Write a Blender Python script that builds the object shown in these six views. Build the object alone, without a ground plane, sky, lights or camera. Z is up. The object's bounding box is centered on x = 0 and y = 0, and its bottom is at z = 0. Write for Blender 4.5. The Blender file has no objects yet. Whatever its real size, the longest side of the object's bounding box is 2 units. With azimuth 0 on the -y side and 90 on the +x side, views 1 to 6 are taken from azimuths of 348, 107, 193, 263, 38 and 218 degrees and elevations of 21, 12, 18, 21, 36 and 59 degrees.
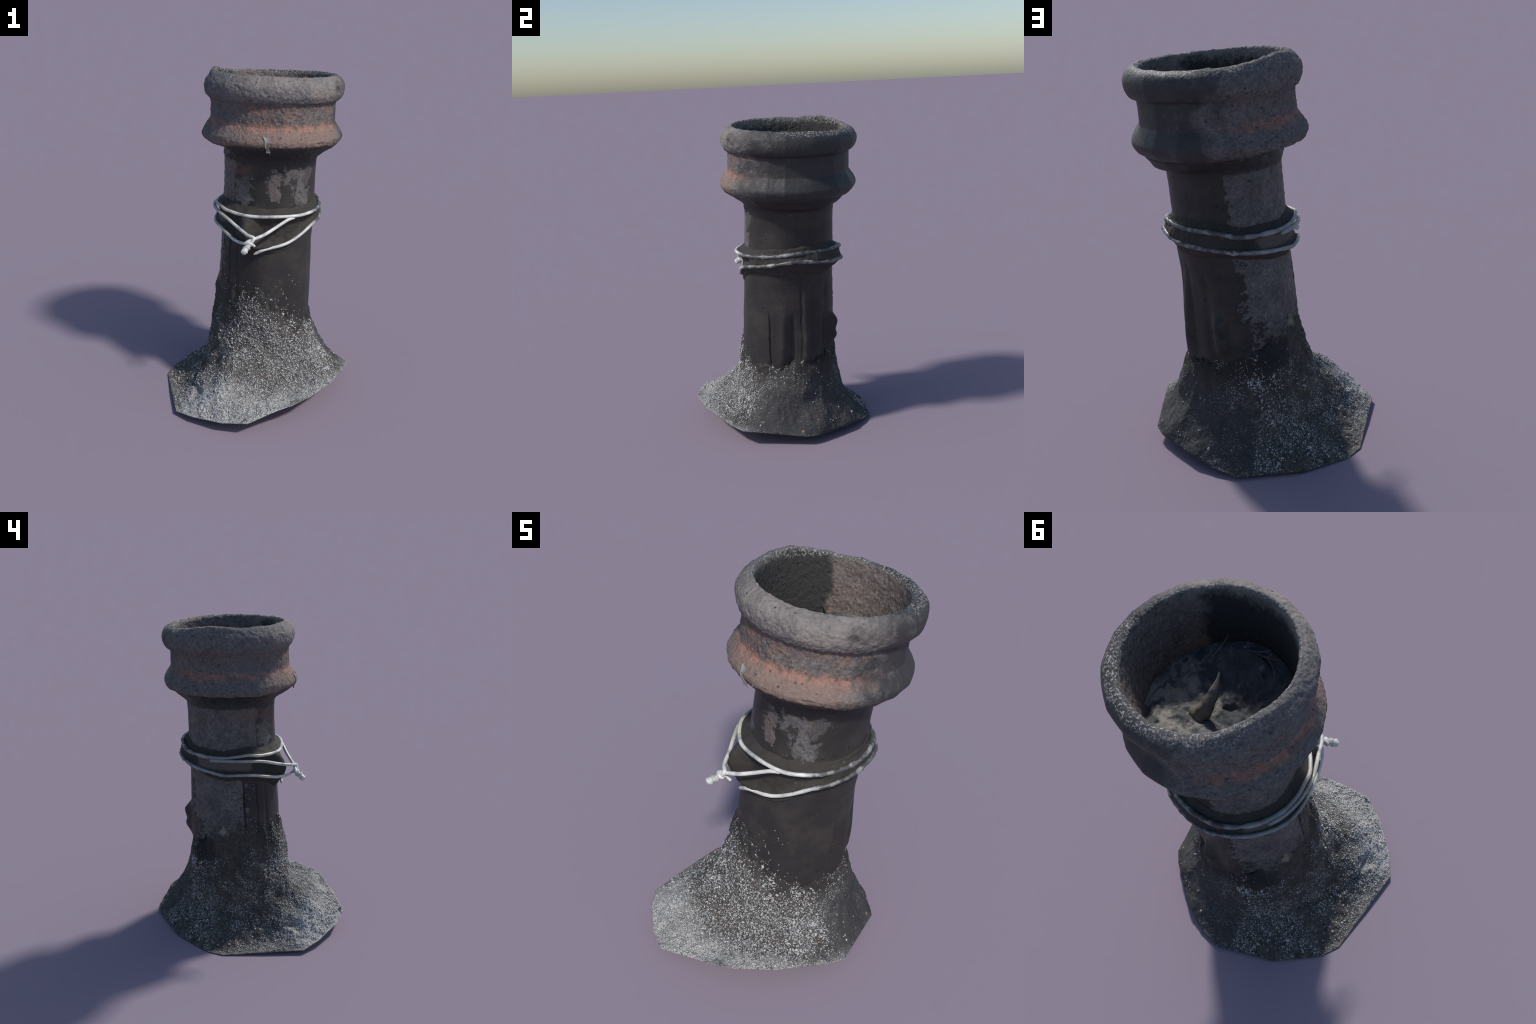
"""Leaning salt-glazed clay chimney pot on a gravelly mortar skirt, bound with two turns of pale wire."""
import bpy, math, random
import numpy as np
from mathutils import Vector

random.seed(11)
rng = np.random.default_rng(11)
PI = math.pi

# ------------------------------------------------------------------ small numeric tools
_perm = np.random.default_rng(5).permutation(512)
_perm = np.concatenate([_perm, _perm, _perm])
_grad = np.random.default_rng(6).normal(size=(512, 3))
_grad /= np.linalg.norm(_grad, axis=1)[:, None]


def noise3(P, scale, seed=0):
    """Gradient noise, about -0.6 .. 0.6, for an (n, 3) array."""
    p = np.asarray(P) * scale + seed * 17.31
    i = np.floor(p).astype(int)
    f = p - i
    w = f * f * f * (f * (f * 6 - 15) + 10)
    out = np.zeros(len(p))
    for dx in (0, 1):
        for dy in (0, 1):
            for dz in (0, 1):
                h = _perm[(_perm[(_perm[(i[:, 0] + dx) & 511] + i[:, 1] + dy) & 511] + i[:, 2] + dz) & 511]
                g = np.einsum('ij,ij->i', _grad[h], f - np.array([dx, dy, dz]))
                wx = w[:, 0] if dx else 1 - w[:, 0]
                wy = w[:, 1] if dy else 1 - w[:, 1]
                wz = w[:, 2] if dz else 1 - w[:, 2]
                out += g * wx * wy * wz
    return out


def fbm(P, scale, octaves=3, seed=0):
    return sum(noise3(P, scale * 2 ** k, seed + k) / 2 ** k for k in range(octaves))


def smooth(a, b, x):
    t = np.clip((np.asarray(x, float) - a) / (b - a), 0, 1)
    return t * t * (3 - 2 * t)


def azdist(az, c):
    return np.abs((az - c + 180) % 360 - 180)


def bell(x, w):
    return np.exp(-(x / w) ** 2)


def azbell(az, c, w):
    return bell(azdist(az, c), w)


def cyclic(az, table):
    """Smooth periodic interpolation of rows (azimuth, values...)."""
    t = np.array(sorted(table), float)
    n = len(t)
    a = t[:, 0]
    az = (np.asarray(az, float) - a[0]) % 360 + a[0]
    k = np.clip(np.searchsorted(a, az, side='right') - 1, 0, n - 1)
    an = np.append(a, a[0] + 360)
    u = ((az - a[k]) / (an[k + 1] - a[k]))[:, None]
    v = t[:, 1:]
    p0, p1, p2, p3 = v[(k - 1) % n], v[k], v[(k + 1) % n], v[(k + 2) % n]
    m1, m2 = (p2 - p0) / 2, (p3 - p1) / 2
    u2, u3 = u * u, u * u * u
    return (2 * u3 - 3 * u2 + 1) * p1 + (u3 - 2 * u2 + u) * m1 + (-2 * u3 + 3 * u2) * p2 + (u3 - u2) * m2


def spline(points, n):
    """Centripetal-ish Catmull-Rom resampled to n points of equal spacing; points (k, d)."""
    p = np.asarray(points, float)
    p = np.vstack([2 * p[0] - p[1], p, 2 * p[-1] - p[-2]])
    out = []
    for i in range(1, len(p) - 2):
        u = np.linspace(0, 1, 24, endpoint=False)[:, None]
        a, b, c, d = p[i - 1], p[i], p[i + 1], p[i + 2]
        out.append(0.5 * (2 * b + (c - a) * u + (2 * a - 5 * b + 4 * c - d) * u ** 2 + (3 * b - a - 3 * c + d) * u ** 3))
    out.append(p[-2:-1])
    q = np.vstack(out)
    s = np.concatenate([[0], np.cumsum(np.linalg.norm(np.diff(q, axis=0), axis=1))])
    t = np.linspace(0, s[-1], n)
    return np.stack([np.interp(t, s, q[:, k]) for k in range(q.shape[1])], 1)


# ------------------------------------------------------------------ the leaning frame of the pot
def axis_xy(z):
    z = np.asarray(z, float)
    return 0.0255 + 0.0655 * z, 0.066 + 0.0635 * z


def place(az, r, z):
    """Azimuth (deg), radius and height along the leaning pot -> world points."""
    a = np.radians(az)
    ax, ay = axis_xy(z)
    x, y = r * np.cos(a), r * np.sin(a)
    tip = smooth(1.2, 1.5, z)
    return np.stack([ax + x, ay + y, z - tip * (0.050 * x + 0.042 * y)], -1)


def mesh_object(name, verts, faces, parent, mat, shade=True):
    me = bpy.data.meshes.new(name)
    verts = np.asarray(verts, np.float32)
    faces = np.asarray(faces, np.int32)
    me.vertices.add(len(verts))
    me.vertices.foreach_set('co', verts.ravel())
    k = faces.shape[1]
    me.loops.add(faces.size)
    me.loops.foreach_set('vertex_index', faces.ravel())
    me.polygons.add(len(faces))
    me.polygons.foreach_set('loop_start', np.arange(0, faces.size, k, dtype=np.int32))
    me.polygons.foreach_set('loop_total', np.full(len(faces), k, np.int32))
    me.polygons.foreach_set('use_smooth', np.full(len(faces), shade))
    me.update(calc_edges=True)
    me.validate()
    ob = bpy.data.objects.new(name, me)
    bpy.context.scene.collection.objects.link(ob)
    ob.parent = parent
    if mat:
        me.materials.append(mat)
    return ob


def grid_faces(rows, cols, wrap=True):
    i = np.arange(rows - 1)[:, None]
    j = np.arange(cols if wrap else cols - 1)[None, :]
    j2 = (j + 1) % cols
    return np.stack(np.broadcast_arrays(i * cols + j, i * cols + j2, (i + 1) * cols + j2, (i + 1) * cols + j), -1).reshape(-1, 4)


def vertex_normals(verts, faces):
    n = np.zeros_like(verts)
    a, b, c, d = (verts[faces[:, k]] for k in range(4))
    fn = np.cross(c - a, d - b)
    for k in range(4):
        np.add.at(n, faces[:, k], fn)
    return n / np.maximum(np.linalg.norm(n, axis=1), 1e-12)[:, None]


# ------------------------------------------------------------------ node helper
class Nodes:
    def __init__(self, name):
        self.mat = bpy.data.materials.new(name)
        self.mat.use_nodes = True
        self.t = self.mat.node_tree
        self.bsdf = self.t.nodes['Principled BSDF']
        self.obj = self.t.nodes.new('ShaderNodeTexCoord').outputs['Object']
        s = self.t.nodes.new('ShaderNodeSeparateXYZ')
        self.t.links.new(self.obj, s.inputs[0])
        self.x, self.y, self.z = s.outputs

    def put(self, sock, v):
        if isinstance(v, bpy.types.NodeSocket):
            self.t.links.new(v, sock)
        elif isinstance(v, tuple) and len(v) == 3 and sock.type == 'RGBA':
            sock.default_value = (*v, 1)
        else:
            sock.default_value = v

    def m(self, op, a, b=None, c=None, clamp=False):
        n = self.t.nodes.new('ShaderNodeMath')
        n.operation = op
        n.use_clamp = clamp
        for i, v in enumerate((a, b, c)):
            if v is not None:
                self.put(n.inputs[i], v)
        return n.outputs[0]

    def add(self, a, b): return self.m('ADD', a, b)
    def sub(self, a, b): return self.m('SUBTRACT', a, b)
    def mul(self, *v):
        o = v[0]
        for k in v[1:]:
            o = self.m('MULTIPLY', o, k)
        return o
    def max(self, *v):
        o = v[0]
        for k in v[1:]:
            o = self.m('MAXIMUM', o, k)
        return o
    def inv(self, a): return self.m('SUBTRACT', 1.0, a)

    def step(self, v, a, b, lo=0.0, hi=1.0):
        n = self.t.nodes.new('ShaderNodeMapRange')
        n.interpolation_type = 'SMOOTHSTEP'
        for i, q in enumerate((v, a, b, lo, hi)):
            self.put(n.inputs[i], q)
        return n.outputs[0]

    def vec(self, scale):
        n = self.t.nodes.new('ShaderNodeMapping')
        self.put(n.inputs['Vector'], self.obj)
        n.inputs['Scale'].default_value = scale
        return n.outputs[0]

    def noise(self, scale, detail=4, rough=0.55, dist=0.0, off=0.0, vector=None):
        n = self.t.nodes.new('ShaderNodeTexNoise')
        n.noise_dimensions = '4D'
        self.put(n.inputs['Vector'], vector or self.obj)
        n.inputs['W'].default_value = off
        n.inputs['Scale'].default_value = scale
        n.inputs['Detail'].default_value = detail
        n.inputs['Roughness'].default_value = rough
        n.inputs['Distortion'].default_value = dist
        return n.outputs[0]

    def voronoi(self, scale, rnd=1.0, vector=None, feature='F1'):
        n = self.t.nodes.new('ShaderNodeTexVoronoi')
        n.feature = feature
        self.put(n.inputs['Vector'], vector or self.obj)
        n.inputs['Scale'].default_value = scale
        n.inputs['Randomness'].default_value = rnd
        return n.outputs['Distance'], n.outputs['Color']

    def chan(self, col, k=0):
        n = self.t.nodes.new('ShaderNodeSeparateColor')
        self.t.links.new(col, n.inputs[0])
        return n.outputs[k]

    def mix(self, f, a, b):
        n = self.t.nodes.new('ShaderNodeMix')
        n.data_type = 'RGBA'
        self.put(n.inputs[0], f)
        self.put(n.inputs[6], a)
        self.put(n.inputs[7], b)
        return n.outputs[2]

    def ramp(self, f, stops):
        n = self.t.nodes.new('ShaderNodeValToRGB')
        e = n.color_ramp.elements
        while len(e) < len(stops):
            e.new(0.5)
        for k, (p, c) in zip(e, stops):
            k.position, k.color = p, (*c, 1)
        self.put(n.inputs[0], f)
        return n.outputs[0]

    def bump(self, h, strength, dist, normal=None):
        n = self.t.nodes.new('ShaderNodeBump')
        n.inputs['Strength'].default_value = strength
        n.inputs['Distance'].default_value = dist
        self.put(n.inputs['Height'], h)
        if normal is not None:
            self.put(n.inputs['Normal'], normal)
        return n.outputs[0]

    def frame(self):
        """Azimuth in degrees, radius from the leaning axis, height along it."""
        self.px = self.sub(self.x, self.m('MULTIPLY_ADD', self.z, 0.0655, 0.0255))
        self.py = self.sub(self.y, self.m('MULTIPLY_ADD', self.z, 0.0635, 0.066))
        self.az = self.mul(self.m('ARCTAN2', self.py, self.px), 180 / PI)
        self.r = self.m('SQRT', self.add(self.mul(self.px, self.px), self.mul(self.py, self.py)))
        tip = self.step(self.z, 1.2, 1.5)
        self.h = self.add(self.z, self.mul(tip, self.add(self.mul(self.px, 0.05), self.mul(self.py, 0.042))))

    def near(self, c, half, soft, wob=None):
        """1 inside c +- half degrees of azimuth."""
        d = self.m('ABSOLUTE', self.m('WRAP', self.sub(self.az, c), 180.0, -180.0))
        if wob is not None:
            d = self.add(d, wob)
        return self.step(d, half + soft, half - soft)

    def between(self, v, a, b, s):
        return self.mul(self.step(v, a - s, a + s), self.step(v, b + s, b - s))

    def wob(self, scale, amp, off=0.0, detail=4):
        return self.mul(self.sub(self.noise(scale, detail, 0.6, off=off), 0.5), amp)

    def ragged(self, mask, scale, amp=1.0, off=0.0, soft=0.10, detail=5):
        """Break a soft 0..1 mask into blotches."""
        n = self.mul(self.sub(self.noise(scale, detail, 0.65, off=off), 0.5), amp * 2.0)
        return self.step(self.add(mask, n), 0.5 - soft, 0.5 + soft)

    def done(self, color, rough=0.85, normal=None, spec=0.3):
        self.put(self.bsdf.inputs['Base Color'], color)
        self.put(self.bsdf.inputs['Roughness'], rough)
        self.bsdf.inputs['Specular IOR Level'].default_value = spec
        if normal is not None:
            self.put(self.bsdf.inputs['Normal'], normal)
        return self.mat


# ------------------------------------------------------------------ materials
def pot_material():
    N = Nodes('sooty_fired_clay')
    N.frame()
    az_w = N.wob(9, 34, 1.0, 6)
    z_w = N.wob(14, 0.07, 2.0, 6)
    hz = N.add(N.h, z_w)
    fine = N.noise(120, 3, 0.6, off=3)
    mid = N.noise(28, 5, 0.65, off=4)
    big = N.noise(6, 4, 0.6, off=5)
    stip = N.noise(66, 4, 0.62, off=30)
    grain = N.add(N.add(N.mul(fine, 0.2), N.mul(stip, 0.5)), N.mul(mid, 0.3))
    # bare, rough grey-brown clay
    clay = N.ramp(grain, [(0.36, (0.052, 0.050, 0.053)), (0.45, (0.098, 0.094, 0.097)), (0.54, (0.148, 0.142, 0.143)), (0.66, (0.24, 0.23, 0.222))])
    warm = N.ramp(grain, [(0.36, (0.068, 0.052, 0.046)), (0.5, (0.158, 0.120, 0.105)), (0.66, (0.28, 0.215, 0.19))])
    front = N.near(-95, 62, 26, az_w)
    clay = N.mix(N.mul(N.step(big, 0.40, 0.64), N.m('MULTIPLY_ADD', front, 0.55, 0.15)), clay, warm)
    # burnt-orange lines in the two corners of the collar
    red_side = N.max(N.near(-95, 70, 18, az_w), N.mul(N.near(-175, 70, 25, az_w), 0.85))
    zs = N.add(N.h, N.wob(22, 0.045, 7.0, 5))
    line_low = N.mul(N.between(zs, 1.664, 1.706, 0.022), N.step(mid, 0.34, 0.56))
    line_high = N.between(zs, 1.762, 1.812, 0.03)
    rust = N.mix(grain, (0.20, 0.075, 0.050), (0.48, 0.26, 0.20))
    clay = N.mix(N.mul(line_low, red_side, 0.9), clay, rust)
    clay = N.mix(N.mul(line_high, red_side, N.step(mid, 0.38, 0.6), 0.5), clay, (0.19, 0.092, 0.070))
    streak = N.mul(N.near(-112, 16, 10, az_w), N.between(N.h, 1.69, 1.80, 0.02), N.step(mid, 0.42, 0.6), 0.45)
    clay = N.mix(streak, clay, (0.26, 0.125, 0.085))
    # pinkish roll moulding at the front
    roll = N.mul(N.near(-95, 58, 14, az_w), N.between(hz, 1.575, 1.680, 0.02))
    clay = N.mix(N.mul(roll, 0.72), clay, N.mix(grain, (0.140, 0.088, 0.070), (0.345, 0.245, 0.208)))
    # paler tone on the front of the rim roll
    pale_rim = N.mul(N.near(-88, 58, 24, az_w), N.step(hz, 1.82, 1.875), N.m('MULTIPLY_ADD', N.step(big, 0.36, 0.6), 0.4, 0.3))
    clay = N.mix(pale_rim, clay, N.mix(grain, (0.17, 0.155, 0.148), (0.37, 0.335, 0.315)))
    blue_bloom = N.mul(N.near(-158, 26, 16, az_w), N.step(hz, 1.45, 1.5), N.step(big, 0.40, 0.58), 0.5)
    clay = N.mix(blue_bloom, clay, (0.125, 0.128, 0.142))
    # smooth tarry soot
    soot = N.mix(N.noise(9, 5, 0.6, off=8), (0.018, 0.017, 0.017), (0.040, 0.037, 0.036))
    soot = N.mix(N.mul(N.step(N.noise(45, 3, 0.7, off=9), 0.66, 0.72), 0.5), soot, (0.12, 0.11, 0.105))
    dark_tone = N.mix(N.noise(11, 6, 0.65, off=10), (0.018, 0.0185, 0.021), (0.044, 0.043, 0.046))
    dark_tone = N.mix(N.mul(N.step(N.noise(60, 3, 0.7, off=20), 0.60, 0.72), 0.35), dark_tone, (0.13, 0.125, 0.125))
    # the far side of the collar is darkened to a smooth film that breaks up into the bare clay
    dark_side = N.mul(N.ragged(N.near(38, 64, 44), 8, 1.25, 21.0, 0.32, 7), N.step(N.h, 1.40, 1.44))
    col = N.mix(N.mul(dark_side, 0.90), clay, dark_tone)
    # soot under the roll, ragged upper edge with a faint olive fringe
    edge_az = N.near(-95, 52, 16, az_w)
    lip = N.m('MULTIPLY_ADD', edge_az, 0.030, 1.550)
    hs = N.add(N.h, N.wob(40, 0.024, 11.0, 5))
    under = N.step(N.sub(hs, lip), 0.010, -0.006)
    fringe = N.mul(N.between(N.sub(hs, lip), -0.002, 0.012, 0.006), edge_az, 0.6)
    col = N.mix(fringe, col, (0.085, 0.075, 0.04))
    col = N.mix(N.mul(under, 0.93), col, N.mix(mid, (0.016, 0.0155, 0.016), (0.034, 0.032, 0.031)))
    # shaft: soot with blotchy bare patches
    shaft = N.step(N.add(N.h, N.wob(30, 0.03, 22.0)), 1.475, 1.455)
    up_patch = N.near(158, 52, 9)
    dn_patch = N.near(151, 40, 20)
    side_bare = N.m('ADD', N.mul(up_patch, N.step(N.h, 1.13, 1.15)), N.mul(dn_patch, N.step(N.h, 1.15, 1.13), N.step(N.add(N.h, N.wob(9, 0.3, 32.0)), 0.62, 0.86, 0.55, 0.95)), clamp=True)
    leg_a = N.mul(N.near(-97, 8, 8), N.between(N.h, 1.255, 1.44, 0.06))
    leg_b = N.mul(N.near(-59, 14, 14), N.between(N.h, 1.20, 1.44, 0.06))
    arch = N.mul(N.near(-66, 24, 14), N.between(N.h, 1.36, 1.44, 0.04))
    spot = N.mul(N.near(-138, 14, 12), N.between(N.h, 1.22, 1.40, 0.06))
    strip = N.mul(N.near(-178, 28, 8), N.step(N.h, 1.19, 1.22))
    bare = N.ragged(N.max(side_bare, N.mul(N.max(leg_a, leg_b, arch, spot), 0.82), strip), 24, 1.35, 12.0, 0.12, 7)
    low_soot = N.mix(N.step(N.noise(7, 4, 0.6, off=15), 0.45, 0.62), soot, (0.043, 0.038, 0.035))
    dull = N.mix(N.m('MULTIPLY_ADD', N.step(N.noise(8, 5, 0.65, off=31), 0.4, 0.65), 0.5, 0.15), clay, (0.042, 0.041, 0.042))
    shaft_col = N.mix(bare, low_soot, dull)
    neck_red = N.mul(N.near(-155, 32, 10, az_w), N.between(hz, 1.40, 1.455, 0.016), N.step(mid, 0.36, 0.55), 0.6)
    shaft_col = N.mix(neck_red, shaft_col, (0.15, 0.08, 0.06))
    crack = N.mul(N.near(-172, 1.1, 0.8, N.wob(40, 1.6, 16.0)), N.between(N.h, 0.70, 1.04, 0.02))
    shaft_col = N.mix(N.mul(crack, 0.85), shaft_col, (0.014, 0.013, 0.013))
    # crumbs of pale mortar and lime on the soot just above the skirt
    splash = N.mul(N.near(-115, 55, 25), N.step(N.add(N.z, N.wob(8, 0.35, 23.0)), 0.86, 0.66))
    sd, sc_ = N.voronoi(95)
    dots = N.mul(N.step(sd, 0.36, 0.24), N.step(N.sub(N.mul(splash, 0.13), N.chan(sc_)), 0.0, 0.01))
    shaft_col = N.mix(dots, shaft_col, (0.34, 0.335, 0.33))
    col = N.mix(shaft, col, shaft_col)
    # weather-whitened crust on the crest of the rim
    crest = N.step(N.add(N.add(N.h, N.mul(N.py, 0.026)), N.wob(30, 0.034, 17.0)), 1.930, 1.950)
    back = N.max(N.near(85, 80, 14, az_w), N.mul(N.step(N.r, 0.364, 0.352), 0.8))
    crust = N.mul(crest, back, N.step(N.noise(95, 3, 0.7, off=18), 0.48, 0.58))
    crust = N.mul(crust, N.step(N.r, 0.326, 0.338), 0.85)
    col = N.mix(crust, col, N.mix(fine, (0.20, 0.195, 0.195), (0.52, 0.50, 0.485)))
    # inside: warm clay, painted near-black on the half lying in cast shadow
    inside = N.mul(N.step(N.r, 0.346, 0.338), N.step(N.h, 1.53, 1.55), N.inv(crust))
    dark_in = N.ragged(N.near(-140, 95, 22), 8, 0.5, 24.0, 0.15)
    col = N.mix(inside, col, N.mix(dark_in, N.mix(0.6, clay, warm), (0.038, 0.037, 0.037)))
    # pits and pock marks
    pd, pc = N.voronoi(34)
    pits = N.mul(N.step(pd, 0.22, 0.10), N.step(N.chan(pc), 0.74, 0.78), N.inv(dark_side))
    col = N.mix(N.mul(pits, 0.55), col, (0.035, 0.03, 0.028))
    smoothness = N.max(N.mul(dark_side, 0.9), N.mul(shaft, N.inv(bare)), N.mul(under, 0.9))
    height = N.add(N.mul(grain, N.m('MULTIPLY_ADD', smoothness, -0.80, 1.0)), N.mul(pits, -0.3))
    height = N.add(height, N.mul(crust, 0.25))
    return N.done(col, N.m('MULTIPLY_ADD', smoothness, -0.40, 0.88), N.bump(height, 1.0, 0.015), 0.3)


def mortar_material(pebble=False):
    N = Nodes('pale_grit' if pebble else 'gritty_mortar')
    N.frame()
    fine = N.noise(160, 3, 0.6, off=1)
    mid = N.noise(34, 5, 0.65, off=2)
    big = N.noise(7, 4, 0.6, off=3)
    if pebble:
        d, c = N.voronoi(60)
        g = N.chan(c)
        col = N.ramp(N.add(N.mul(g, 0.7), N.mul(fine, 0.3)), [(0.15, (0.18, 0.18, 0.185)), (0.5, (0.33, 0.33, 0.335)), (0.9, (0.53, 0.525, 0.51))])
        col = N.mix(N.step(N.chan(c, 1), 0.992, 0.994), col, (0.40, 0.17, 0.10))
        return N.done(col, 0.8, N.bump(fine, 0.4, 0.002), 0.35)
    matrix = N.ramp(N.add(N.mul(mid, 0.6), N.mul(fine, 0.4)), [(0.35, (0.030, 0.027, 0.025)), (0.5, (0.068, 0.062, 0.057)), (0.68, (0.125, 0.118, 0.11))])
    dark_flank = N.ragged(N.near(45, 58, 44), 7, 1.0, 4.0, 0.30, 7)          # smooth side coloured darker, with less grit
    up = N.add(N.z, N.wob(10, 0.18, 5.0))
    stain = N.mul(N.near(-175, 36, 18, N.wob(9, 30, 6.0)), N.step(up, 0.16, 0.28))
    streaks = N.noise(9, 5, 0.65, off=12, vector=N.vec((1, 1, 0.35)))
    dens = N.m('MULTIPLY_ADD', N.step(big, 0.39, 0.61), 0.80, 0.28)
    dens = N.add(dens, N.mul(N.sub(streaks, 0.5), 1.5))
    dens = N.sub(dens, N.mul(N.near(150, 48, 26), 0.22))
    dens = N.sub(dens, N.mul(stain, 0.32))
    dens = N.sub(dens, N.mul(dark_flank, 0.34))
    top_line = N.add(N.mul(N.near(-118, 40, 40), 0.22), 0.42)
    dens = N.sub(dens, N.mul(N.step(up, N.sub(top_line, 0.14), N.add(top_line, 0.10)), 0.42))
    dens = N.add(dens, N.mul(N.near(-85, 50, 20), N.step(N.z, 0.30, 0.14), 0.30))
    tarry = N.mix(N.noise(9, 5, 0.6, off=13), (0.019, 0.018, 0.018), (0.044, 0.040, 0.038))
    toe = N.mul(N.near(-95, 85, 30), N.step(N.add(N.r, N.wob(8, 0.22, 15.0)), 0.46, 0.64), 0.30)
    matrix = N.mix(toe, matrix, N.mix(N.add(N.mul(mid, 0.5), N.mul(fine, 0.5)), (0.07, 0.066, 0.062), (0.46, 0.45, 0.43)))
    dens = N.add(dens, N.mul(toe, 1.15))
    tar = N.mul(N.step(up, N.sub(top_line, 0.12), N.add(top_line, 0.06)), N.m('MULTIPLY_ADD', N.near(172, 36, 18), -0.8, 1.0))
    col = N.mix(tar, matrix, tarry)
    hts = N.mul(mid, 0.5)
    for k, (sc, lo) in enumerate(((88, 0.34), (150, 0.36), (54, 0.28))):
        d, c = N.voronoi(sc, vector=N.vec((1, 1, 1.0 + 0.1 * k)))
        pick = N.step(N.sub(N.mul(dens, 0.22 if k == 2 else 1.0), N.chan(c)), -0.01, 0.03)
        grain = N.mul(pick, N.step(d, lo + 0.08, lo - 0.06))
        tone = N.mix(N.chan(c, 1), (0.19, 0.195, 0.20), N.mix(N.mul(toe, 3.0), (0.64, 0.635, 0.62), (0.88, 0.87, 0.85)))
        col = N.mix(N.mul(grain, 0.90), col, tone)
        hts = N.add(hts, N.mul(grain, 0.55 / (1 + k * 0.4)))
    # sandy worn patches near the edge, a rusty chip here and there
    sand = N.mul(N.near(-134, 15, 8, N.wob(10, 30, 7.0)), N.step(N.r, 0.50, 0.60), N.step(fine, 0.35, 0.55))
    sand = N.max(sand, N.mul(N.near(-55, 62, 20), N.step(N.add(N.r, N.wob(9, 0.20, 8.0)), 0.48, 0.60), N.step(N.noise(24, 5, 0.7, off=14), 0.38, 0.54), 0.85))
    col = N.mix(N.mul(sand, 0.74), col, N.mix(N.step(fine, 0.36, 0.62), (0.16, 0.157, 0.153), (0.80, 0.79, 0.77)))
    tan = N.mul(N.near(176, 30, 12), N.step(N.r, 0.54, 0.62), N.step(mid, 0.4, 0.6), 0.5)
    col = N.mix(tan, col, (0.25, 0.215, 0.18))
    dark_tone = N.mix(N.noise(26, 5, 0.7, off=9), (0.018, 0.019, 0.022), (0.066, 0.067, 0.074))
    col = N.mix(N.mul(dark_flank, 0.72, N.step(N.r, 0.60, 0.50), N.step(up, 0.46, 0.28)), col, dark_tone)
    d, c = N.voronoi(40)
    chip = N.mul(N.step(d, 0.34, 0.24), N.step(N.chan(c), 0.994, 0.996), N.step(N.z, 0.4, 0.3))
    col = N.mix(chip, col, (0.38, 0.16, 0.10))
    # dark-coloured hollow on the shaft side and the crumbly tan edge above it
    hollow = N.ragged(N.mul(N.near(134, 16, 9), N.between(N.z, 0.46, 0.64, 0.05)), 14, 0.5, 10.0)
    col = N.mix(N.mul(hollow, 0.6), col, (0.022, 0.023, 0.028))
    crumb = N.mul(N.near(148, 18, 5), N.step(N.add(N.z, N.wob(35, 0.05, 11.0)), 0.655, 0.675), N.step(mid, 0.38, 0.52))
    col = N.mix(N.mul(crumb, 0.8), col, (0.26, 0.225, 0.17))
    return N.done(col, 0.9, N.bump(hts, 0.9, 0.012), 0.25)


def wire_material():
    N = Nodes('weathered_pale_wire')
    N.frame()
    n = N.noise(20, 3, 0.55)
    col = N.ramp(n, [(0.32, (0.30, 0.305, 0.30)), (0.5, (0.56, 0.56, 0.54)), (0.66, (0.72, 0.71, 0.68))])
    yellow = N.near(-165, 24, 14)
    col = N.mix(N.mul(yellow, 0.45), col, (0.42, 0.39, 0.25))
    back = N.near(70, 122, 14, N.wob(12, 30, 1.0))
    col = N.mix(N.mul(back, 0.78), col, N.mix(n, (0.07, 0.083, 0.093), (0.22, 0.24, 0.26)))
    grime = N.mul(N.near(40, 84, 10, N.wob(14, 60, 2.0)), N.step(N.noise(20, 4, 0.6, off=3), 0.62, 0.46))
    col = N.mix(N.mul(grime, 0.92), col, (0.050, 0.050, 0.050))
    return N.done(col, 0.42, N.bump(N.noise(70, 3, 0.6), 0.25, 0.002), 0.5)


def band_material():
    N = Nodes('caked_soot')
    N.frame()
    n = N.noise(18, 5, 0.65)
    f = N.noise(90, 3, 0.6, off=1)
    col = N.mix(n, (0.022, 0.020, 0.019), (0.060, 0.053, 0.047))
    flecks = N.mul(N.step(N.noise(38, 4, 0.7, off=2), 0.63, 0.68), N.near(30, 100, 10), 0.6)
    col = N.mix(flecks, col, (0.24, 0.26, 0.28))
    bare = N.mul(N.near(164, 34, 4, N.wob(20, 16, 3.0)), N.between(N.z, 1.10, 1.16, 0.008))
    col = N.mix(N.mul(bare, 0.8), col, N.mix(f, (0.065, 0.056, 0.055), (0.19, 0.165, 0.155)))
    return N.done(col, 0.8, N.bump(N.add(n, N.mul(f, 0.4)), 0.5, 0.008), 0.3)


def debris_material():
    N = Nodes('dark_nest_debris')
    N.frame()
    n = N.noise(12, 5, 0.65)
    f = N.noise(60, 4, 0.6, off=1)
    col = N.mix(n, (0.025, 0.026, 0.030), (0.10, 0.105, 0.115))
    pale = N.mul(N.near(25, 75, 25, N.wob(10, 50, 2.0)), N.step(n, 0.42, 0.58))
    col = N.mix(N.mul(pale, 0.8), col, (0.27, 0.255, 0.225))
    patch = N.step(N.noise(17, 4, 0.6, off=3), 0.60, 0.68)
    col = N.mix(N.mul(patch, 0.6), col, (0.24, 0.25, 0.27))
    return N.done(col, 0.8, N.bump(f, 0.6, 0.008), 0.3)


def plain_material(name, a, b, scale, rough=0.8):
    N = Nodes(name)
    n = N.noise(scale, 4, 0.6)
    return N.done(N.mix(n, a, b), rough, N.bump(n, 0.4, 0.004), 0.3)


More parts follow.
